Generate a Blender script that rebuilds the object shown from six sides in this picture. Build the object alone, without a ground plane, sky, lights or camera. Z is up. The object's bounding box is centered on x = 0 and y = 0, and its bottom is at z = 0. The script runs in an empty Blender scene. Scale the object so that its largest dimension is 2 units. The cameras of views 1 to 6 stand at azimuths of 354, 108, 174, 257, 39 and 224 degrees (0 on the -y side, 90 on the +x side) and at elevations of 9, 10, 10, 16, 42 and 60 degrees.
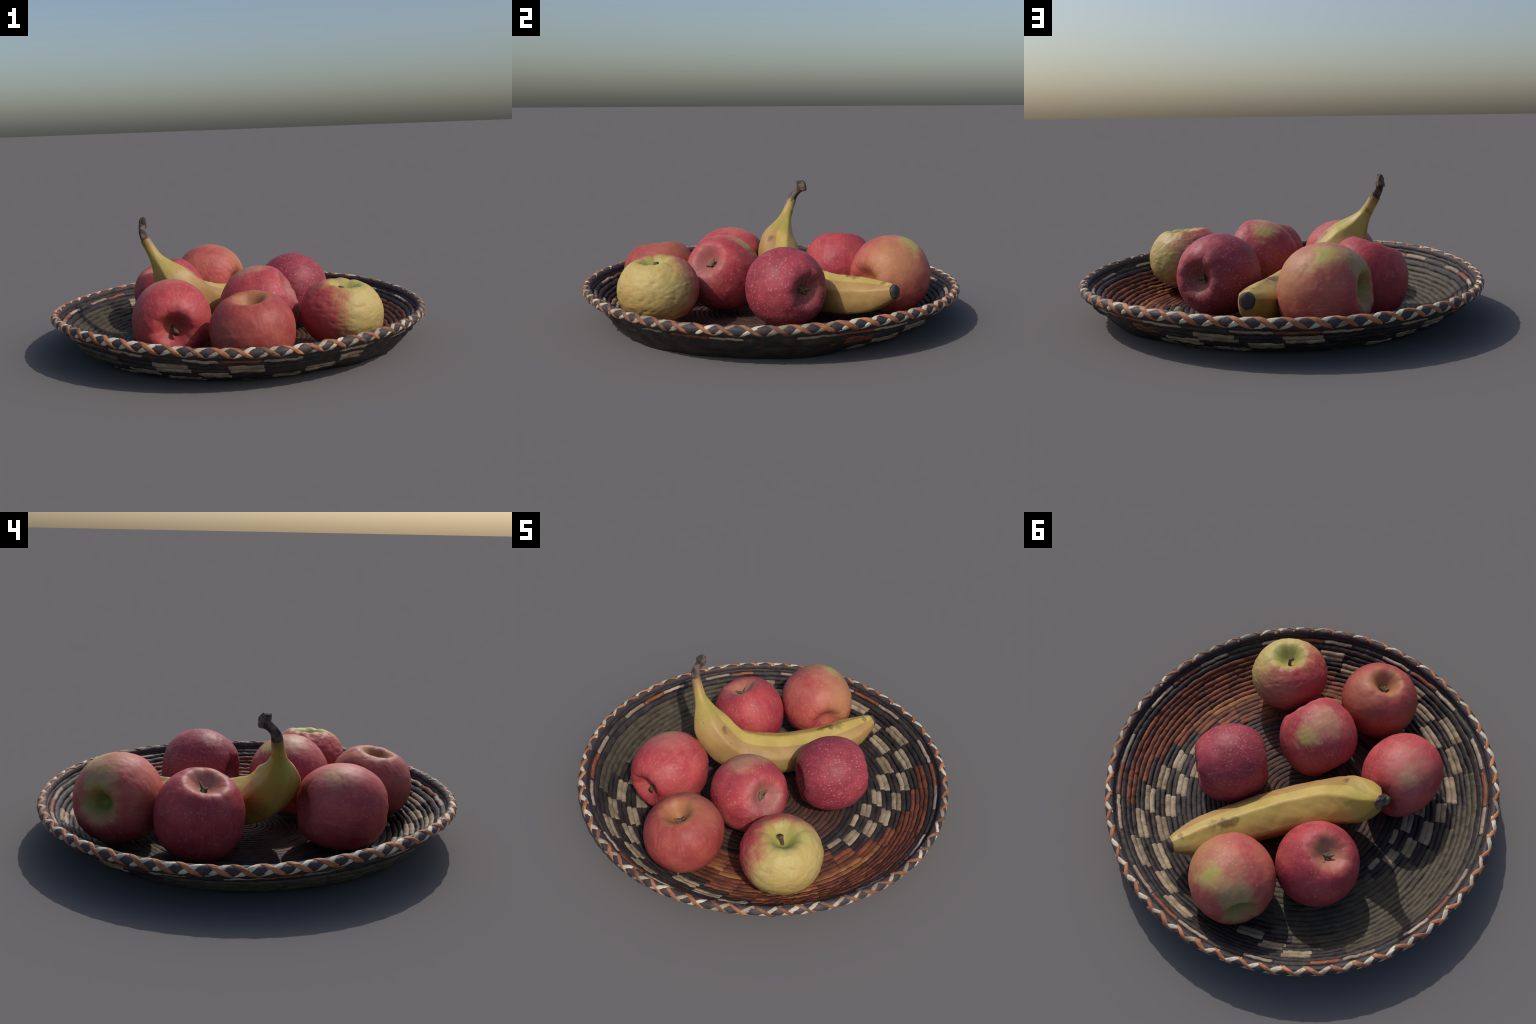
"""Coiled basket with seven apples and one banana, all procedural."""
import bpy, math, random
import numpy as np
from mathutils import Vector, Matrix, noise

random.seed(7)
SCENE = bpy.context.scene.collection
TAU = 2 * math.pi


# ----------------------------------------------------------------- helpers
def make_object(name, verts, faces, mats, parent=None, smooth=True, face_mats=None):
    me = bpy.data.meshes.new(name)
    me.from_pydata([tuple(v) for v in verts], [], faces)
    for m in mats:
        me.materials.append(m)
    if face_mats is not None:
        me.polygons.foreach_set("material_index", face_mats)
    if smooth:
        me.polygons.foreach_set("use_smooth", [True] * len(me.polygons))
    me.update()
    ob = bpy.data.objects.new(name, me)
    SCENE.objects.link(ob)
    if parent:
        ob.parent = parent
    return ob


def make_empty(name, label, category, location=(0, 0, 0)):
    ob = bpy.data.objects.new(name, None)
    ob.empty_display_size = 0.1
    ob.location = location
    ob["label"], ob["category"] = label, category
    SCENE.objects.link(ob)
    return ob


def grid_faces(nu, nv, close_v=True, offset=0):
    """Quads of a nu x nv grid; v wraps round when close_v."""
    out = []
    for i in range(nu - 1):
        for j in range(nv if close_v else nv - 1):
            k = (j + 1) % nv
            a, b = offset + i * nv, offset + (i + 1) * nv
            out.append((a + j, a + k, b + k, b + j))
    return out


def n3(v, scale, seed=0.0):
    return noise.noise(Vector(v) * scale + Vector((seed, seed * 1.7, -seed)))


def smooth01(x, a, b):
    t = min(max((x - a) / (b - a), 0.0), 1.0)
    return t * t * (3 - 2 * t)


def spline(points, n):
    """Catmull-Rom through rows of numbers, n samples per span."""
    P = np.array(points, float)
    Q = np.vstack([2 * P[0] - P[1], P, 2 * P[-1] - P[-2]])
    out = []
    for i in range(1, len(Q) - 2):
        t = np.linspace(0, 1, n, endpoint=False)[:, None]
        a, b, c, d = Q[i - 1:i + 3]
        out.append(.5 * (2 * b + (c - a) * t + (2 * a - 5 * b + 4 * c - d) * t ** 2
                         + (3 * b - a - 3 * c + d) * t ** 3))
    return np.vstack(out + [P[-1:]])


# --------------------------------------------------------------- materials
class Nodes:
    """Tiny wrapper that keeps node graphs readable."""

    def __init__(self, name, rough=.5, spec=.5):
        self.mat = bpy.data.materials.new(name)
        self.mat.use_nodes = True
        self.t = self.mat.node_tree
        self.bsdf = self.t.nodes["Principled BSDF"]
        self.bsdf.inputs["Roughness"].default_value = rough
        self.bsdf.inputs["Specular IOR Level"].default_value = spec
        self.obj = self.t.nodes.new("ShaderNodeTexCoord").outputs["Object"]

    def put(self, sock, val):
        if isinstance(val, bpy.types.NodeSocket):
            self.t.links.new(val, sock)
        elif isinstance(val, (tuple, list)) and len(val) == 3 and sock.type == 'RGBA':
            sock.default_value = (*val, 1)
        else:
            sock.default_value = val

    def math(self, op, a, b=0.0, c=0.0, clamp=False):
        n = self.t.nodes.new("ShaderNodeMath")
        n.operation, n.use_clamp = op, clamp
        for s, v in zip(n.inputs, (a, b, c)):
            self.put(s, v)
        return n.outputs[0]

    def vmath(self, op, a, b=(0, 0, 0)):
        n = self.t.nodes.new("ShaderNodeVectorMath")
        n.operation = op
        self.put(n.inputs[0], a)
        self.put(n.inputs[1], b)
        return n.outputs["Value"] if op in ("DISTANCE", "LENGTH", "DOT_PRODUCT") else n.outputs["Vector"]

    def mix(self, fac, a, b, mode='MIX'):
        n = self.t.nodes.new("ShaderNodeMix")
        n.data_type, n.blend_type = 'RGBA', mode
        self.put(n.inputs[0], fac)
        self.put(n.inputs[6], a)
        self.put(n.inputs[7], b)
        return n.outputs[2]

    def noise(self, scale, detail=3, vec=None, rough=.5, w=None):
        n = self.t.nodes.new("ShaderNodeTexNoise")
        if w is not None:
            n.noise_dimensions = '4D'
            self.put(n.inputs["W"], w)
        self.put(n.inputs["Vector"], vec if vec is not None else self.obj)
        n.inputs["Scale"].default_value = scale
        n.inputs["Detail"].default_value = detail
        n.inputs["Roughness"].default_value = rough
        return n.outputs["Fac"]

    def voronoi(self, scale, vec=None, rand=1.0, out="Distance"):
        n = self.t.nodes.new("ShaderNodeTexVoronoi")
        self.put(n.inputs["Vector"], vec if vec is not None else self.obj)
        n.inputs["Scale"].default_value = scale
        n.inputs["Randomness"].default_value = rand
        return n.outputs[out]

    def ramp(self, val, lo, hi):
        """smooth 0..1 as val goes lo..hi (also for lo > hi)"""
        n = self.t.nodes.new("ShaderNodeMapRange")
        n.interpolation_type = 'SMOOTHSTEP'
        self.put(n.inputs[0], val)
        if lo < hi:
            v = (lo, hi, 0, 1)
        else:
            v = (hi, lo, 1, 0)
        for s, x in zip(n.inputs[1:5], v):
            s.default_value = x
        return n.outputs[0]

    def scale_vec(self, s):
        n = self.t.nodes.new("ShaderNodeMapping")
        self.put(n.inputs["Vector"], self.obj)
        n.inputs["Scale"].default_value = s
        return n.outputs[0]

    def xyz(self, v=None):
        n = self.t.nodes.new("ShaderNodeSeparateXYZ")
        self.put(n.inputs[0], v if v is not None else self.obj)
        return n.outputs

    def combine(self, x, y, z):
        n = self.t.nodes.new("ShaderNodeCombineXYZ")
        for s, v in zip(n.inputs, (x, y, z)):
            self.put(s, v)
        return n.outputs[0]

    def random(self):
        return self.t.nodes.new("ShaderNodeObjectInfo").outputs["Random"]

    def bump(self, height, strength, dist):
        n = self.t.nodes.new("ShaderNodeBump")
        n.inputs["Strength"].default_value = strength
        n.inputs["Distance"].default_value = dist
        self.put(n.inputs["Height"], height)
        self.put(self.bsdf.inputs["Normal"], n.outputs[0])

    def done(self, colour, rough=None):
        self.put(self.bsdf.inputs["Base Color"], colour)
        if rough is not None:
            self.put(self.bsdf.inputs["Roughness"], rough)
        return self.mat


def fibre_material(name, colour, alt, rough=.55, spread=.35, grain=.5):
    """Dyed palm fibre: colour varies from wrap to wrap and with fine grain
    that runs round the coil; thin stitches cross it."""
    g = Nodes(name, rough, .28)
    x, y, z = g.xyz()
    ang = g.math('ARCTAN2', y, x)
    rad = g.vmath('LENGTH', g.combine(x, y, 0.0))
    polar = g.combine(g.math('MULTIPLY', ang, 9.0), g.math('MULTIPLY', rad, 170.0), g.math('MULTIPLY', z, 170.0))
    fine = g.noise(1.0, 4, polar, .65)
    blotch = g.noise(16, 3)
    stitch = g.noise(1.0, 2, g.combine(g.math('MULTIPLY', ang, 110.0), g.math('MULTIPLY', rad, 40.0), z))
    col = g.mix(g.ramp(blotch, .35, .68), colour, alt)
    tone = g.math('ADD', g.math('MULTIPLY', g.random(), spread), 1 - spread / 2)
    tone = g.math('MULTIPLY', tone, g.math('ADD', g.math('MULTIPLY', fine, .9), .55))
    tone = g.math('MULTIPLY', tone, g.math('ADD', g.math('MULTIPLY', stitch, .5), .75))
    v = g.combine(tone, tone, tone)
    col = g.mix(1.0, col, v, 'MULTIPLY')
    g.bump(g.math('ADD', fine, g.math('MULTIPLY', stitch, .8)), grain, .004)
    return g.done(col)


DARK = fibre_material("dark_fibre", (.028, .0205, .0205), (.047, .038, .035))
CREAM = fibre_material("cream_fibre", (.36, .285, .19), (.25, .185, .118), spread=.4)
WHITE = fibre_material("pale_accent_fibre", (.38, .30, .225), (.29, .20, .145), spread=.45)
RUST = fibre_material("rust_fibre", (.185, .056, .027), (.105, .035, .022), spread=.7)
GOLD = fibre_material("golden_fibre", (.29, .125, .043), (.19, .07, .028), spread=.3)
ACCENT = fibre_material("orange_accent_fibre", (.26, .074, .032), (.17, .05, .026), spread=.4)
OLIVE = fibre_material("olive_fibre", (.092, .075, .050), (.060, .050, .035), spread=.25)
MOSS = fibre_material("moss_accent_fibre", (.060, .056, .040), (.036, .034, .03), spread=.3)
RUSSET = fibre_material("russet_centre_fibre", (.085, .038, .028), (.045, .026, .024), spread=.4)
RIM_DARK = fibre_material("rim_dark_fibre", (.070, .053, .054), (.043, .034, .036), spread=.1, grain=.4)
RIM_ORANGE = fibre_material("rim_orange_strip", (.42, .170, .075), (.27, .100, .05), spread=.45, grain=.4)  # orange lifted above its fibre tone, daylight on the rim tinted in
RIM_CREAM = fibre_material("rim_cream_strip", (.60, .52, .39), (.44, .36, .26), spread=.35, grain=.4)  # base colour lightened: baked sunlight keeps the shaded near rim bright
RIM_CREAM_WORN = fibre_material("rim_worn_cream_strip", (.36, .29, .20), (.22, .165, .115), spread=.5, grain=.5)
RIM_ORANGE_WORN = fibre_material("rim_worn_brown_strip", (.25, .115, .065), (.14, .070, .045), spread=.5, grain=.5)

# ------------------------------------------------------------------ basket
# wall section: (radius, height) of the inner face from the middle outwards
SECTION = [(0, .009), (.5, .010), (.65, .012), (.70, .015), (.757, .028), (.81, .055),
           (.859, .090), (.92, .149), (.95, .168), (.985, .183)]
SEC = np.array(SECTION)
ARC = np.concatenate([[0], np.cumsum(np.hypot(np.diff(SEC[:, 0]), np.diff(SEC[:, 1])))])

# edges of the 33 wrap sectors, degrees round the basket
SECTOR_EDGES = [2.6, 13.9, 24.5, 36.3, 48, 60.5, 73, 84, 95.5, 106.5, 117, 126, 136, 145, 155,
                164, 173.4, 183, 193.6, 205.5, 215.4, 228, 240, 252, 262, 273, 284, 295, 305,
                316, 327.5, 339.8, 350.8]
NSEC = len(SECTOR_EDGES)
PITCH = .027                      # coil spacing along the section
BAND_TOP = .924                   # arc length where the patterned coils end
ACCENT_ORANGE = {3, 7, 12, 16, 20, 24, 28, 32}
ACCENT_MOSS = {1, 5, 9, 11, 14, 18, 22, 26, 30}


def warp(theta, r, z):
    """The hand-made basket is slightly out of round and its rim dips."""
    w = smooth01(r, .86, .965)
    c, s = math.cos, math.sin
    r2 = r * (1 + (-.0010 * c(2 * theta) + .0009 * s(2 * theta)
                   + .0024 * c(3 * theta) + .0016 * s(3 * theta)))
    dz = (-.0086 * c(theta) - .0085 * s(theta) + .0094 * s(2 * theta) - .0019 * c(3 * theta)
          - .0051 * s(3 * theta) - .004 * c(4 * theta) + .0018 * s(4 * theta))
    k = r / .97
    return (r2 * c(theta) - .005 * k, r2 * s(theta) - .004 * k, max(z + dz * w, .0))


def section_at(arc):
    r, z = np.interp(arc, ARC, SEC[:, 0]), np.interp(arc, ARC, SEC[:, 1])
    r2, z2 = np.interp(arc + .012, ARC, SEC[:, 0]), np.interp(arc + .012, ARC, SEC[:, 1])
    r1, z1 = np.interp(arc - .012, ARC, SEC[:, 0]), np.interp(arc - .012, ARC, SEC[:, 1])
    t = np.array([r2 - r1, z2 - z1])
    return r, z, t / np.linalg.norm(t)


def coil_tube(arc, half_w, half_t, a0, a1, closed, grow=0.0, seed=0.0):
    """Verts and faces of a coil (or a wrap on it) from angle a0 to a1."""
    r, z, (tr, tz) = section_at(arc)
    nr, nz = -tz, tr                                  # towards the inside face
    rc, zc = r - nr * half_t * .8, z - nz * half_t * .8
    length = max(r, .03) * abs(a1 - a0)
    nu = max(6, int(length / .008)) if not closed else max(24, int(length / .009))
    nv = 12
    verts = []
    for i in range(nu):
        th = a0 + (a1 - a0) * i / (nu if closed else nu - 1)
        end = 1.0
        if not closed:                                # rounded-off ends of a wrap
            e = min(i, nu - 1 - i)
            end = (.72, .95)[e] if e < 2 else 1.0
        p0 = (math.cos(th) * r, math.sin(th) * r, arc)
        fat = 1 + .28 * n3(p0, 22, arc * 40) + .22 * n3(p0, 60, arc * 91)
        slip = .0045 * n3(p0, 14, arc * 57 + 5) + .0025 * n3(p0, 45, arc * 31)
        for j in range(nv):
            ph = TAU * j / nv
            cw, ct = math.cos(ph), math.sin(ph)
            cw = math.copysign(abs(cw) ** .85, cw)
            ct = math.copysign(abs(ct) ** .8, ct)
            fuzz = .0016 * n3((math.cos(th) * r, math.sin(th) * r, ph * .02 + arc), 130)
            u = cw * (half_w + grow) * end + slip
            v = ct * (half_t * fat + grow + fuzz) * end
            zz = zc + tz * u + nz * v
            verts.append(warp(th, rc + tr * u + nr * v, max(zz, .0005)))
    if closed:
        faces = []
        for i in range(nu):
            i2 = (i + 1) % nu
            for j in range(nv):
                k = (j + 1) % nv
                faces.append((i * nv + j, i2 * nv + j, i2 * nv + k, i * nv + k))
    else:
        faces = [tuple(reversed(f)) for f in grid_faces(nu, nv)]
        faces.append(tuple(range(nv)))
        faces.append(tuple(reversed(range((nu - 1) * nv, nu * nv))))
    return verts, faces


def sector_span(s, arc):
    """Angles of sector s; the sectors lean a little towards the middle."""
    lean = 22 * (.9 - arc)
    a = SECTOR_EDGES[s % NSEC] + lean
    b = SECTOR_EDGES[(s + 1) % NSEC] + lean
    if b < a:
        b += 360
    return math.radians(a), math.radians(b)


def cell_kind(s, band):
    """Stepped spiral: the colour depends on sector + band only."""
    q = (s + band) % NSEC
    if q >= 29 or q <= 3:
        return 'rust'
    if 13 <= q <= 20:
        return 'olive'
    if q in (5, 7, 11, 22, 24, 27):
        return 'cream'
    return 'dark'


def build_basket():
    basket = make_empty("basket", "shallow round coiled basket with stepped dark, cream and rust pattern", "basket")

    def wrap(arc, s0, s1, mat, hw, ht, gap=.006, seed=0.0):
        a, _ = sector_span(s0, arc)
        _, b = sector_span(s1, arc)
        while b < a:
            b += TAU
        j = random.uniform(-.008, .008)
        v, f = coil_tube(arc, hw, ht, a + gap * .3 + j, b - gap * .3 + j, False, .0016, seed)
        return make_object("coil_wrap", v, f, [mat], basket)

    # patterned coils from the upper wall to the middle
    arcs = [BAND_TOP - PITCH * (j + .5) for j in range(34)]
    for j, arc in enumerate(arcs):
        band = j // 2
        ht = .0085 if arc < .72 else .016
        hw = PITCH * .54
        inner = arc < .465
        v, f = coil_tube(arc, hw, ht, 0, TAU, True, 0, j * 3.1)
        make_object("coil", v, f, [RUSSET if inner else DARK], basket)
        if band > 8 or inner:
            continue
        run_start = None
        for s in range(NSEC):
            kind = cell_kind(s, band)
            if band >= 8 and kind in ('rust', 'olive'):
                continue
            if kind == 'cream' and not (band == 7 and j % 2 == 1) and band < 8:
                wrap(arc, s, s, CREAM, hw, ht)
            elif kind == 'rust':
                gold = (j == 8 and s in (30, 31)) or (j == 7 and s in (31, 32)) or (j == 10 and s == 26) \
                    or random.random() < .05
                wrap(arc, s, s, GOLD if gold else RUST, hw, ht, -.035)
        first = next((s for s in range(NSEC) if cell_kind(s, band) == 'olive'
                      and cell_kind(s - 1, band) != 'olive'), None)
        if first is not None and band < 8:
            wrap(arc, first, first + 7, OLIVE, hw, ht)
    # plain coil, accent coil, plain coil below the rim
    for arc, hw, ht in ((.9405, .0175, .014), (.9735, .0175, .014), (1.0035, .016, .014)):
        v, f = coil_tube(arc, hw, ht, 0, TAU, True, 0, arc)
        make_object("coil", v, f, [DARK], basket)
    for s in range(NSEC):
        mat = ACCENT if s in ACCENT_ORANGE else MOSS if s in ACCENT_MOSS else WHITE
        wrap(.9735, s, s, mat, .0118, .0155, -.01)

    # ---- plaited rim: dark core with crossing orange and cream strips
    RC, ZC, RT = .970, .180, .0205
    units = 58

    def rim_point(th, ph, rad):
        r = RC + math.cos(ph) * rad
        return warp(th, r, ZC + math.sin(ph) * rad * 1.05)

    nu, nv = 696, 16
    verts = []
    for i in range(nu):
        th = TAU * i / nu
        k = th / TAU * units
        for j in range(nv):
            ph = TAU * j / nv
            lobe = .0022 * math.cos(TAU * (k - .5) ) * max(0, math.cos(ph - .5))
            p0 = (math.cos(th), math.sin(th), ph * .1)
            verts.append(rim_point(th, ph, RT + lobe + .0025 * n3(p0, 30)))
    faces = []
    for i in range(nu):
        i2 = (i + 1) % nu
        for j in range(nv):
            k = (j + 1) % nv
            faces.append((i * nv + j, i2 * nv + j, i2 * nv + k, i * nv + k))
    make_object("rim_core", verts, faces, [RIM_DARK], basket)

    step = TAU / units
    for u in range(units):
        worn = smooth01(math.cos(u * step + math.radians(45)), .2, .9)      # scuffed stretch
        for slope, mat, dull, width, lift in ((1, RIM_CREAM, RIM_CREAM_WORN, .47, .0006),
                                              (-1, RIM_ORANGE, RIM_ORANGE_WORN, .43, .0022)):
            if random.random() < .12 + .6 * worn:
                mat = dull
            jit = random.uniform(-.07, .07) * (1 + worn)
            swell = random.uniform(.82, 1.15) * (1 - .15 * worn)
            reach = random.uniform(-9, 9)
            n_len, n_wid = 18, 9
            v = []
            for i in range(n_len):
                t = i / (n_len - 1)
                ph = math.radians(134 + reach - 215 * t)
                centre = (u + jit) * step + slope * step * .5 * (ph - math.radians(22)) / math.radians(100)
                taper = min(1, math.sqrt(5.5 * t) + .08, 3.2 * (1 - t) + .1) * swell
                for j in range(n_wid):
                    w = j / (n_wid - 1) * 2 - 1
                    dome = (1 - w ** 4) ** .7
                    th = centre + w * width * .5 * step * taper
                    p0 = (th * 9, ph, u * 1.3)
                    rad = RT - .003 + (lift + .0048) * dome * (.75 + .25 * min(1, 6 * min(t, 1 - t)))
                    rad += (.0022 + .002 * worn) * n3(p0, 3)
                    v.append(rim_point(th, ph, rad))
            make_object("rim_strip", v, grid_faces(n_len, n_wid, False), [mat], basket)

    # ---- lining in the middle of the wall closes the chinks between coils
    nu, nv = 180, 16
    verts = []
    for i in range(nu):
        for j in range(nv):
            r, z, (tr, tz) = section_at(.70 + .325 * j / (nv - 1))
            verts.append(warp(TAU * i / nu, r + tz * .013, max(z - tr * .013, .002)))
    faces = []
    for i in range(nu):
        i2 = (i + 1) % nu
        for j in range(nv - 1):
            faces.append((i * nv + j, i2 * nv + j, i2 * nv + j + 1, i * nv + j + 1))
    make_object("lining", verts, faces, [DARK], basket)

    # ---- sagging lumpy outer weave under the front right of the bowl
    nu, nv = 260, 20
    verts = []
    for i in range(nu):
        th = math.radians(-128 + 216 * i / (nu - 1))
        near = math.cos(th + math.radians(10))
        sag = smooth01(near, .05, .85)
        foot = .735 + .085 * sag + .02 * smooth01(math.cos(th + math.radians(22)), .92, 1)
        foot += .014 * n3((math.cos(th) * 4, math.sin(th) * 4, 2), 1.5)
        for j in range(nv):
            t = j / (nv - 1)
            br, bz, (tr, tz) = section_at(1.0 - .33 * t)
            br, bz = br + tz * .016, bz - tr * .016
            r = .962 + (foot - .962) * t
            z = .158 - .157 * t - .006 * math.sin(math.pi * t)
            p0 = (math.cos(th), math.sin(th), z)
            lump = .012 * n3((th * 7, z * 34, 0), 1.0, 3) + .009 * n3(p0, 24, 8) + .004 * n3(p0, 60, 2)
            r += lump * math.sin(math.pi * min(1, t * 1.05))
            r += .03 * max(0, n3((th * 9, z * 12, 4), 1.3)) * smooth01(t, .02, .12) * smooth01(.5 - t, 0, .2)
            r, z = br + (r - br) * sag, bz + (z - bz) * sag
            verts.append(warp(th, r, max(z, .0015)))
    faces = []
    for i in range(nu - 1):
        for j in range(nv - 1):
            faces.append((i * nv + j, i * nv + j + 1, (i + 1) * nv + j + 1, (i + 1) * nv + j))
    make_object("outer_weave", verts, faces, [DARK], basket)
    return basket


# ------------------------------------------------------------------ apples
def frame_for(axis):
    d = Vector(axis).normalized()
    x = Vector((0, 0, 1)).cross(d)
    if x.length < 1e-4:
        x = Vector((1, 0, 0))
    x.normalize()
    return Matrix((x, d.cross(x), d)).transposed()


SEPAL = None


def sepal_material():
    g = Nodes("dried_sepal", .8, .2)
    return g.done(g.mix(g.noise(60, 3), (.055, .040, .030), (.26, .19, .115)))


def stem_material():
    g = Nodes("woody_stem", .7, .3)
    return g.done(g.mix(g.noise(70, 3), (.05, .03, .018), (.16, .10, .055)))


def apple_material(name, rot, p):
    """Red skin with meridian streaks, pale lenticels, yellow-green patches
    where the sun did not reach, and a tinted dimple at the visible end."""
    g = Nodes(name, .55, .32)
    x, y, z = g.xyz()
    rad = g.vmath('LENGTH', g.combine(x, y, 0.0))
    u = g.combine(g.math('MULTIPLY', x, 1.0), g.math('MULTIPLY', y, 1.0), g.math('MULTIPLY', z, .16))
    udir = g.vmath('NORMALIZE', g.combine(x, y, g.math('MULTIPLY', z, .12)))
    streak = g.noise(17, 3, udir, .6, p['seed'])
    blotch = g.noise(9, 3, None, .55, p['seed'] + 3)
    big = g.noise(4.5, 2, None, .5, p['seed'] + 9)
    col = g.mix(g.ramp(blotch, .40, .72), p['deep'], p['red'])
    col = g.mix(g.math('MULTIPLY', g.ramp(streak, .5, .78), .42), col, p['blush'])
    col = g.mix(g.math('MULTIPLY', g.ramp(big, .48, .68), p.get('fade', .22)), col, p['blush'])
    mottle = g.noise(24, 5, None, .68, p['seed'] + 13)
    col = g.mix(g.math('MULTIPLY', g.ramp(mottle, .52, .70), .26), col, p['blush'])
    col = g.mix(g.math('MULTIPLY', g.ramp(mottle, .47, .30), .3), col, tuple(.8 * c for c in p['deep']))  # deep tone mixed in more strongly, darkening skin for baked shading
    # patches: (world direction, inner radius, outer radius, colour, strength)
    wob = g.math('MULTIPLY', g.math('SUBTRACT', g.noise(14, 4, None, .6, p['seed'] + 5), .5), .14)
    wob = g.math('ADD', wob, g.math('MULTIPLY', g.math('SUBTRACT', streak, .5), .07))
    for d, r0, r1, c, k in p['patches']:
        loc = rot.transposed() @ (Vector(d).normalized() * p['size'])
        dist = g.math('ADD', g.vmath('DISTANCE', g.obj, tuple(loc)), wob)
        col = g.mix(g.math('MULTIPLY', g.ramp(dist, r1, r0), k), col, c)
    # tint of the dimple, only at the +z end
    r0, r1, c, k = p['dimple']
    end = g.math('MULTIPLY', g.ramp(g.math('ADD', rad, g.math('MULTIPLY', wob, .9)), r1, r0), g.ramp(z, .02, .07))
    col = g.mix(g.math('MULTIPLY', end, k), col, c)
    if 'core' in p:
        r0, r1, c, k = p['core']
        end = g.math('MULTIPLY', g.ramp(g.math('ADD', rad, g.math('MULTIPLY', wob, .7)), r1, r0), g.ramp(z, .02, .07))
        col = g.mix(g.math('MULTIPLY', end, k), col, c)
    # lenticels: pale specks of two sizes, patchily spread
    for sc, size, k in ((52, .31, p['specks']), (105, .33, p['specks'] * .6)):
        d = g.voronoi(sc)
        m = g.math('MULTIPLY', g.ramp(d, size, size * .45), g.ramp(g.noise(11, 2, None, .5, p['seed'] + sc), p.get('sparse', .42), p.get('sparse', .42) + .2))
        col = g.mix(g.math('MULTIPLY', m, k), col, p['speck_colour'])
    # small dull scuffs
    scuff = g.ramp(g.noise(48, 5, None, .7, p['seed'] + 21), .66, .74)
    col = g.mix(g.math('MULTIPLY', scuff, .4), col, (.16, .10, .09))
    g.bump(g.noise(46, 4, None, .6), .28, .004)
    return g.done(col, g.math('ADD', g.math('MULTIPLY', blotch, .18), .44))


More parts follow.
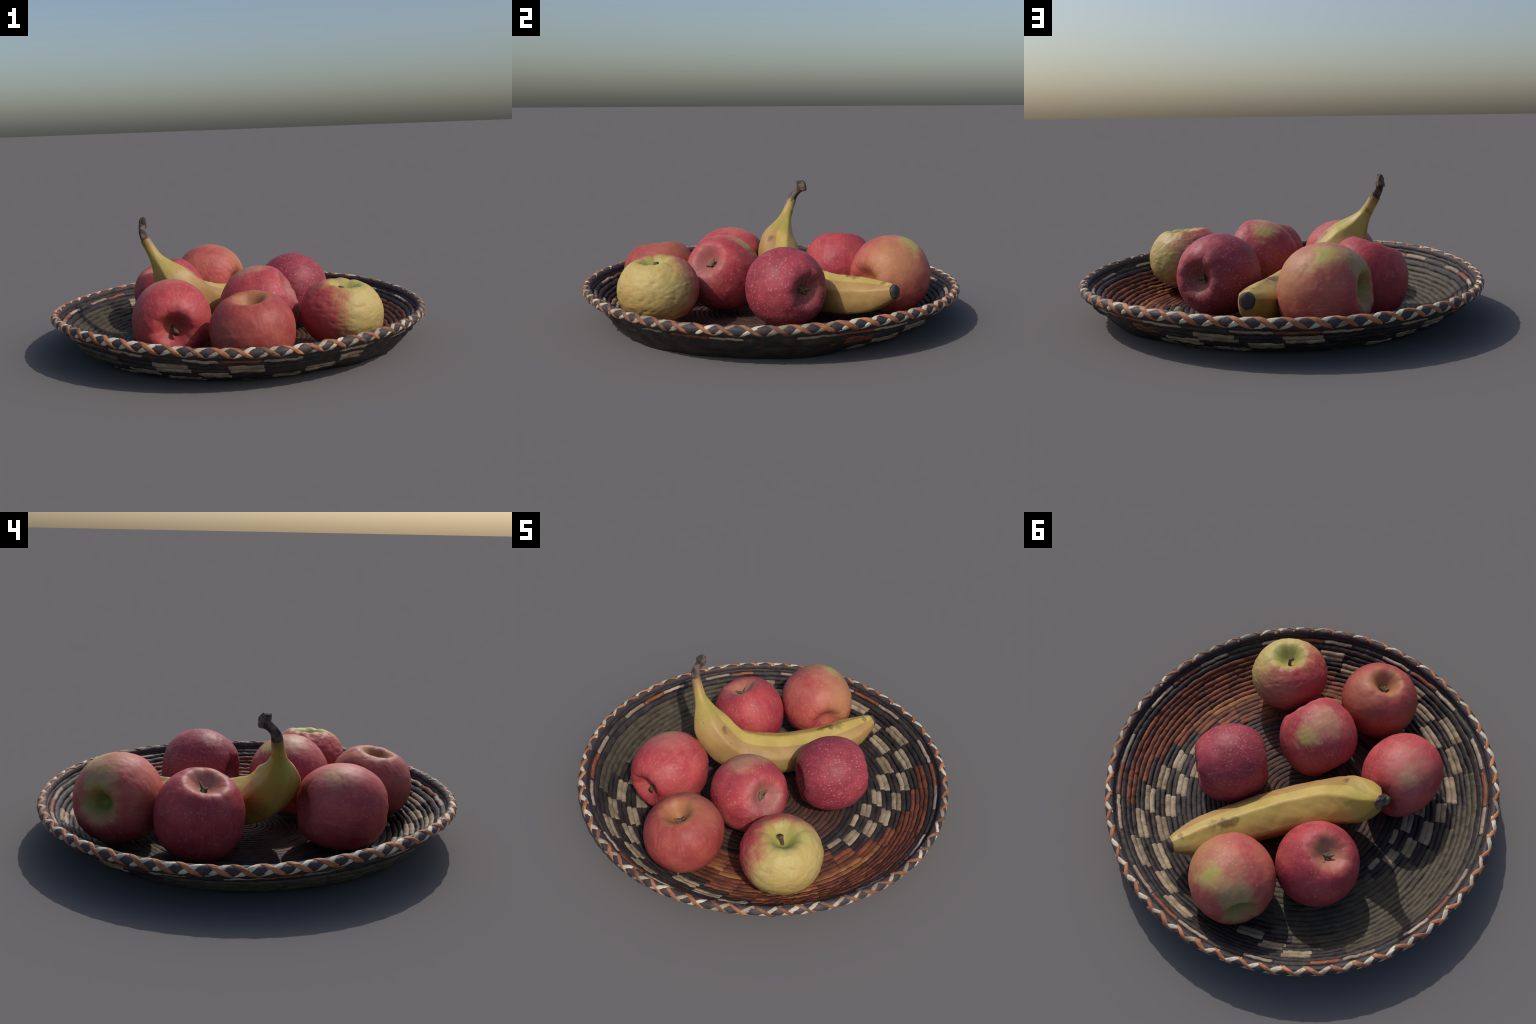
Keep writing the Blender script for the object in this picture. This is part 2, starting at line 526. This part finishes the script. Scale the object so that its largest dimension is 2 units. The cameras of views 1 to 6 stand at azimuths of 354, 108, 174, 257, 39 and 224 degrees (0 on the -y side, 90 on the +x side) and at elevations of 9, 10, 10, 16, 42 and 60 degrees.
def build_apple(spec):
    n_t, n_p = 132, 160
    eq, ax, seed = spec['eq'], spec['ax'], spec['seed']
    depth, wid = spec['dent']
    rot = frame_for(spec['axis'])
    verts = []
    lobes, lumps = spec.get('lobes', .02), spec.get('lumps', .004)
    for i in range(1, n_t):
        t = math.pi * i / n_t
        s, h = math.sin(t), math.cos(t)
        dd, ww = (depth, wid) if h > 0 else (.20, .33)
        for j in range(n_p):
            ph = TAU * j / n_p
            five = math.cos(5 * ph + seed) + .5 * math.cos(2 * ph + seed * 2)
            r = s * (1 + lobes * .35 * five * h + spec.get('taper', 0) * h)
            hh = h * .92
            dent = (dd * math.exp(-(s / ww) ** 2.4) + .13 * math.exp(-(s / .55) ** 2)) if abs(h) > .25 else 0
            hh -= math.copysign(dent, h)
            shoulder = math.exp(-((s - .5) / .22) ** 2)
            hh += math.copysign(lobes * five * shoulder, h) if abs(h) > .3 else 0
            d = Vector((s * math.cos(ph), s * math.sin(ph), h))
            grow = 1 + .014 * n3(d, 1.6, seed) + lumps * 1.3 * n3(d, 5, seed + 4) + lumps * .8 * n3(d, 11, seed + 8)
            pit = spec.get('pits', 0)
            if pit:
                q = n3(d, 6.5, seed + 2)
                grow -= pit * smooth01(q, .25, .6) + pit * .7 * smooth01(n3(d, 12, seed + 6), .3, .6)
            # the underside is squatter than a ball
            down = -(rot @ d).z
            if down > 0:
                flat = math.sqrt(max(0.0, 1 - down * down))
                grow *= 1 / (down ** 2.28 + flat ** 2.28) ** (1 / 2.28)
            verts.append((r * math.cos(ph) * eq * grow, r * math.sin(ph) * eq * grow, hh * ax * grow))
    faces = grid_faces(n_t - 1, n_p)
    top, bottom = len(verts), len(verts) + 1
    verts.append((0, 0, (.79 - depth) * ax))
    verts.append((0, 0, -(.79 - .20) * ax))
    last = (n_t - 2) * n_p
    for j in range(n_p):
        k = (j + 1) % n_p
        faces.append((top, k, j))
        faces.append((bottom, last + j, last + k))
    faces = [tuple(reversed(f)) for f in faces]
    root = make_empty("apple", spec['label'], "apple", spec['centre'])
    root.matrix_world = Matrix.Translation(Vector(spec['centre'])) @ rot.to_4x4()
    spec['size'] = .2
    skin = make_object("skin", verts, faces, [apple_material("apple_skin", rot, spec)], root)
    floor = (.92 - .13 - depth) * ax
    if spec['end'] == 'calyx':
        v, f = [], []
        for k in range(6):
            a = TAU * k / 6 + seed
            b = len(v)
            L = .034 + .010 * math.sin(k * 2.3 + seed)
            curl = .6 + .5 * math.sin(k * 1.7 + seed)
            for i in range(6):
                q = i / 5
                w = .014 * (1 - q) ** .8 + .0012
                rr = .003 + L * q * .75
                zz = floor + .003 + L * q * curl - .01 * q * q
                c, s = math.cos(a), math.sin(a)
                for side, up in ((-1, 0), (0, .0025), (1, 0), (0, -.002)):
                    v.append((c * rr - s * w * side, s * rr + c * w * side, zz + up))
            f += grid_faces(6, 4, True, b)
            f.append((b + 20, b + 21, b + 22, b + 23))
        # withered tuft in the middle
        b = len(v)
        for i in range(5):
            q = i / 4
            for j in range(8):
                a = TAU * j / 8
                rr = .010 * math.cos(q * 1.4) + .002 * math.sin(j * 5 + i)
                v.append((rr * math.cos(a), rr * math.sin(a), floor + .014 * q))
        f += grid_faces(5, 8, True, b)
        f.append(tuple(b + 32 + j for j in range(8)))
        make_object("calyx", v, f, [SEPAL_MAT], root)
    elif spec['end'] == 'stem':
        bend = spec.get('stem_bend', (.012, .0))
        v = []
        n_l, n_r = 12, 10
        L = spec.get('stem_length', .062)
        for i in range(n_l):
            q = i / (n_l - 1)
            rr = .0115 - .003 * math.sin(q * math.pi) + .0035 * smooth01(q, .7, 1)
            for j in range(n_r):
                a = TAU * j / n_r
                wob = 1 + .18 * n3((math.cos(a), math.sin(a), q * 3), 2, seed)
                v.append((rr * wob * math.cos(a) + bend[0] * q * q, rr * wob * math.sin(a) + bend[1] * q * q,
                          floor - .008 + L * q))
        f = grid_faces(n_l, n_r)
        f.append(tuple((n_l - 1) * n_r + j for j in range(n_r)))
        make_object("stem", v, f, [STEM_MAT], root)
    return root


YEL, GRN, TAN, PEACH = (.50, .34, .10), (.36, .36, .07), (.42, .21, .11), (.50, .235, .12)
APPLES = [
    dict(label="shiny red apple lying on its side, stem forward", centre=(-.365, -.367, .209), eq=.196, ax=.252,
         axis=(.04, -.997, -.061), dent=(.33, .34), end='stem', stem_length=.06, stem_bend=(.012, -.02), seed=1.3,
         red=(0.491, 0.079, 0.076), deep=(0.363, 0.043, 0.051), blush=(0.585, 0.179, 0.144), specks=.28, speck_colour=(.62, .28, .24),
         patches=[((-.38, .36, .85), .01, .075, (.50, .33, .15), .85), ((-.3, .2, .93), .06, .17, (.47, .19, .15), .5)],
         dimple=(.03, .075, (.27, .085, .055), .5), lobes=.012, lumps=.006),
    dict(label="upright dark red apple with open calyx on top", centre=(-.372, .289, .21), eq=.201, ax=.236,
         axis=(-.315, -.101, .944), dent=(.26, .34), end='calyx', seed=2.1,
         red=(0.433, 0.057, 0.062), deep=(0.304, 0.033, 0.047), blush=(0.491, 0.131, 0.111), specks=.4, speck_colour=(.55, .24, .22),
         patches=[], dimple=(.04, .125, (.42, .19, .115), .8), lobes=.010, lumps=.005),
    dict(label="peach and red apple with green stem cavity", centre=(-.13, .62, .229), eq=.205, ax=.243,
         axis=(-.837, .538, .103), dent=(.36, .27), end='bare', seed=3.7,
         red=(0.468, 0.093, 0.076), deep=(0.351, 0.050, 0.056), blush=(0.550, 0.227, 0.133), specks=.4, speck_colour=(.58, .31, .22),
         patches=[((.8, .2, .5), .06, .22, (.42, .20, .09), .8), ((-.05, .3, .95), .04, .17, (.47, .24, .13), .45),
                  ((.1, .56, .82), .02, .10, (.44, .33, .11), .85),
                  ((.12, .55, .83), .0, .045, (.36, .35, .08), .85), ((-.55, .45, .7), .03, .12, (.36, .30, .13), .6)],
         dimple=(.035, .125, (.36, .31, .10), .9), core=(.02, .07, (.15, .18, .035), .95), lobes=.014, lumps=.006),
    dict(label="purplish red speckled apple lying on its side", centre=(.314, .172, .227), eq=.195, ax=.236,
         axis=(.594, .803, .038), dent=(.25, .33), end='calyx', seed=4.4,
         red=(0.351, 0.048, 0.067), deep=(0.234, 0.029, 0.044), blush=(0.421, 0.107, 0.106), specks=.7, sparse=.3, speck_colour=(.50, .17, .185),
         patches=[], dimple=(.05, .12, (.26, .085, .07), .6), lobes=.012, lumps=.006),
    dict(label="tilted rosy apple showing its calyx basin", centre=(.086, -.239, .231), eq=.199, ax=.232,
         axis=(.831, -.198, .52), dent=(.29, .31), end='calyx', seed=5.9,
         red=(0.445, 0.062, 0.069), deep=(0.328, 0.037, 0.050), blush=(0.538, 0.179, 0.139), specks=.55, speck_colour=(.58, .26, .23),
         patches=[((-.08, .6, .8), .015, .085, (.40, .34, .10), .85), ((-.2, .1, .97), .03, .13, (.47, .29, .16), .6),
                  ((.95, -.25, .1), .03, .15, (.38, .14, .115), .6)],
         dimple=(.05, .12, (.34, .15, .125), .6), lobes=.016, lumps=.006),
    dict(label="orange red apple with deep calyx hollow on top", centre=(.008, -.645, .205), eq=.203, ax=.203,
         axis=(-.09, -.15, .985), dent=(.41, .27), end='calyx', seed=6.6,
         red=(0.386, 0.076, 0.056), deep=(0.287, 0.045, 0.044), blush=(0.456, 0.149, 0.089), specks=.25, speck_colour=(.46, .20, .16),
         patches=[((.25, .55, .8), .05, .20, (.40, .135, .075), .65)],
         dimple=(.045, .12, (.38, .17, .07), .8), lobes=.012, lumps=.006),
    dict(label="yellow green apple with one red cheek", centre=(.472, -.444, .217), eq=.204, ax=.192,
         axis=(.09, -.06, .994), dent=(.41, .30), end='stem', stem_length=.06, stem_bend=(-.01, .012), seed=7.2,
         red=(.47, .37, .13), deep=(.46, .325, .115), blush=(.50, .42, .15), specks=.2, speck_colour=(.36, .25, .11),
         patches=[((.75, -.35, -.5), .06, .22, (.40, .25, .085), .7),
                  ((-.92, .30, -.05), .21, .33, (.38, .050, .058), .97), ((-.85, -.48, -.1), .12, .27, (.40, .06, .06), .9),
                  ((-.3, .85, .3), .05, .17, (.42, .2, .12), .5)],
         dimple=(.04, .14, (.37, .385, .095), .85), lobes=.022, lumps=.010, pits=.011),
]


# ------------------------------------------------------------------ banana
# spine of the peel: x, y, z, half thickness
PEEL_SPINE = [(-.487, -.022, .566, .026), (-.455, -.037, .505, .029), (-.422, -.049, .45, .042), (-.340, -.058, .340, .098),
              (-.21, .0, .222, .107), (-.06, .165, .167, .105), (.06, .36, .157, .098), (.15, .55, .175, .085),
              (.197, .66, .203, .052), (.213, .695, .212, .037)]
STEM_SPINE = [(-.478, -.025, .553, .024), (-.490, -.020, .578, .0235), (-.499, -.006, .602, .020), (-.500, .010, .620, .019),
              (-.499, .026, .634, .021), (-.498, .034, .648, .018)]


def sweep(spine, n_span, n_round, section, seed):
    """Tube along a spine; frame keeps 'up' on the concave side of the curve."""
    S = spline(spine, n_span)
    P = S[:, :3]
    T = np.gradient(P, axis=0)
    T /= np.linalg.norm(T, axis=1)[:, None]
    verts = []
    for i in range(len(S)):
        lateral = np.cross(T[i], np.array([.62, .78, 0]) * .35 + np.array([0, 0, 1.0]))
        ref = np.array([.80, -.60, 0.0])
        lateral = ref - T[i] * ref.dot(T[i])
        lateral /= np.linalg.norm(lateral)
        up = np.cross(lateral, T[i])
        if up[2] < 0 and abs(T[i][2]) < .8:
            up = -up
        for j in range(n_round):
            ph = TAU * j / n_round
            k = section(ph, i / (len(S) - 1))
            p = P[i] + S[i, 3] * k * (math.cos(ph) * up + math.sin(ph) * lateral)
            wob = 1 + .03 * n3(p, 12, seed) + .02 * n3(p, 34, seed)
            p = P[i] + (p - P[i]) * wob
            verts.append(tuple(p))
    return verts, len(S)


def banana_section(ph, t):
    """Five-sided with soft ridges, one flat side up; rounder at the ends."""
    q = ((ph / TAU * 5 + .0) % 1.0) - .5            # -.5..+.5 across one flank
    flat = math.cos(math.pi / 5) / math.cos(q * TAU / 5 * .9)
    k = .62 * smooth01(t, .08, .3) * (1 - .4 * smooth01(t, .85, 1))
    side = 1 + (.11 * math.exp(-((ph - 1.9) / .8) ** 2) + .13 * math.exp(-((ph - 4.5) / .7) ** 2)) * smooth01(t, .15, .35) * (1 - smooth01(t, .88, 1))
    side *= 1 - .05 * smooth01(math.cos(ph), .6, 1) * smooth01(t, .2, .4)
    return side * ((1 - k) + k * flat * 1.13) * (1 + .10 * smooth01(-math.cos(ph), .0, .9) * smooth01(t, .2, .4))


def peel_material(name, base, alt, blush):
    g = Nodes(name, .5, .4)
    col = g.mix(g.ramp(g.noise(9, 4), .34, .68), base, alt)
    col = g.mix(g.math('MULTIPLY', g.ramp(g.noise(5, 2, None, .5, 4.0), .5, .7), .4), col, blush)
    # greener towards the neck
    d = g.vmath('DISTANCE', g.obj, (-.40, -.05, .42))
    col = g.mix(g.math('MULTIPLY', g.ramp(d, .17, .05), .5), col, (.37, .33, .055))
    # bruises
    wob = g.math('MULTIPLY', g.math('SUBTRACT', g.noise(30, 4), .5), .09)
    for c, r, k in (((.092, .448, .254), .042, .75), ((.07, .405, .25), .03, .6), ((.118, .49, .253), .03, .5), ((-.23, -.07, .372), .022, .6), ((-.29, -.11, .346), .024, .6),
                    ((-.36, -.02, .38), .018, .6), ((-.45, -.01, .50), .02, .5),
                    ((.19, .64, .25), .02, .6), ((-.30, -.13, .27), .02, .5)):
        e = g.math('ADD', g.vmath('DISTANCE', g.obj, c), wob)
        col = g.mix(g.math('MULTIPLY', g.ramp(e, r, r * .25), k), col, (.10, .052, .022))
    # scattered sugar spots and long scuffs
    spots = g.math('MULTIPLY', g.ramp(g.voronoi(34), .17, .07), g.ramp(g.noise(7, 2, None, .5, 8.0), .5, .62))
    col = g.mix(g.math('MULTIPLY', spots, .65), col, (.10, .055, .025))
    dull = g.ramp(g.noise(26, 5, None, .7, 2.0), .62, .72)
    col = g.mix(g.math('MULTIPLY', dull, .3), col, (.22, .14, .06))
    # dry brown ring next to the stem, dark end at the blossom
    tip = g.math('ADD', g.vmath('DISTANCE', g.obj, (.213, .695, .212)), wob)
    col = g.mix(g.math('MULTIPLY', g.ramp(tip, .045, .02), .9), col, (.05, .045, .045))
    neck = g.math('ADD', g.vmath('DISTANCE', g.obj, (-.49, -.02, .575)), wob)
    col = g.mix(g.math('MULTIPLY', g.ramp(neck, .085, .015), .75), col, (.20, .125, .055))
    g.bump(g.noise(40, 4), .3, .004)
    return g.done(col)


def build_banana():
    root = make_empty("banana", "curved ripe banana with brown stem standing upright", "banana")
    n_r = 60
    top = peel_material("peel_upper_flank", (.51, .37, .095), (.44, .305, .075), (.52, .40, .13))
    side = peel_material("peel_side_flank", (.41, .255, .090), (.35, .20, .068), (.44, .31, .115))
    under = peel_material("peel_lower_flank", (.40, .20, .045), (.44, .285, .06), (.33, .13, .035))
    verts, n = sweep(PEEL_SPINE, 14, n_r, banana_section, 3.0)
    faces, fm = [], []
    for i in range(n - 1):
        for j in range(n_r):
            k = (j + 1) % n_r
            faces.append((i * n_r + j, i * n_r + k, (i + 1) * n_r + k, (i + 1) * n_r + j))
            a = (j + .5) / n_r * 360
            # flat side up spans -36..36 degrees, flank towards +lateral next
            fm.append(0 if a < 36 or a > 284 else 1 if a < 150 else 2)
    faces.append(tuple(range(n_r)))
    fm.append(0)
    faces.append(tuple(reversed(range((n - 1) * n_r, n * n_r))))
    fm.append(1)
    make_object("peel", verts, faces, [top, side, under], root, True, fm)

    g = Nodes("dry_stem", .75, .25)
    c = g.mix(g.ramp(g.noise(30, 4), .38, .62), (.045, .036, .032), (.15, .108, .082))
    g.bump(g.noise(70, 3), .5, .005)
    stem_mat = g.done(c)

    verts, n = sweep(STEM_SPINE, 8, 20, lambda ph, t: 1 + .07 * math.cos(5 * ph) + .05 * math.cos(2 * ph), 9.0)
    faces = grid_faces(n, 20)
    faces.append(tuple(reversed(range(20))))
    faces.append(tuple(range((n - 1) * 20, n * 20)))
    make_object("stem", verts, faces, [stem_mat], root)
    # torn angular stub where the banana was broken from its bunch
    verts, n_a, n_b = [], 22, 28
    for i in range(n_a):
        a = math.pi * (i + .5) / n_a
        for j in range(n_b):
            b = TAU * j / n_b
            d = Vector((math.sin(a) * math.cos(b), math.sin(a) * math.sin(b), math.cos(a)))
            m = max(abs(d.x), abs(d.y), abs(d.z))
            q = d / m ** .62
            thin = 1 - .35 * max(0, q.z)
            rag = 1 + .22 * n3(d, 2.2, 5) + .14 * n3(d, 6, 2)
            p = Vector((q.x * .019 * thin, q.y * .026, q.z * .030)) * rag
            p.y += .006 * (-q.z)
            verts.append(Vector((-.497, .034, .648)) + p)
    faces = grid_faces(n_a, n_b)
    faces += [tuple(reversed(range(n_b))), tuple(range((n_a - 1) * n_b, n_a * n_b))]
    make_object("stem_stub", verts, faces, [stem_mat], root)

    g = Nodes("blossom_scar", .6, .3)
    tip_mat = g.done(g.mix(g.noise(40, 3), (.028, .027, .030), (.07, .062, .058)))
    verts, n = sweep([(.205, .680, .206, .034), (.212, .695, .2095, .0355), (.2175, .707, .211, .031), (.219, .711, .2115, .012)],
                     5, 24, lambda ph, t: 1 + .06 * math.cos(5 * ph), 5.0)
    faces = grid_faces(n, 24)
    faces.append(tuple(range((n - 1) * 24, n * 24)))
    make_object("blossom_end", verts, faces, [tip_mat], root)
    return root


SEPAL_MAT, STEM_MAT = sepal_material(), stem_material()
build_basket()
for spec in APPLES:
    build_apple(spec)
build_banana()
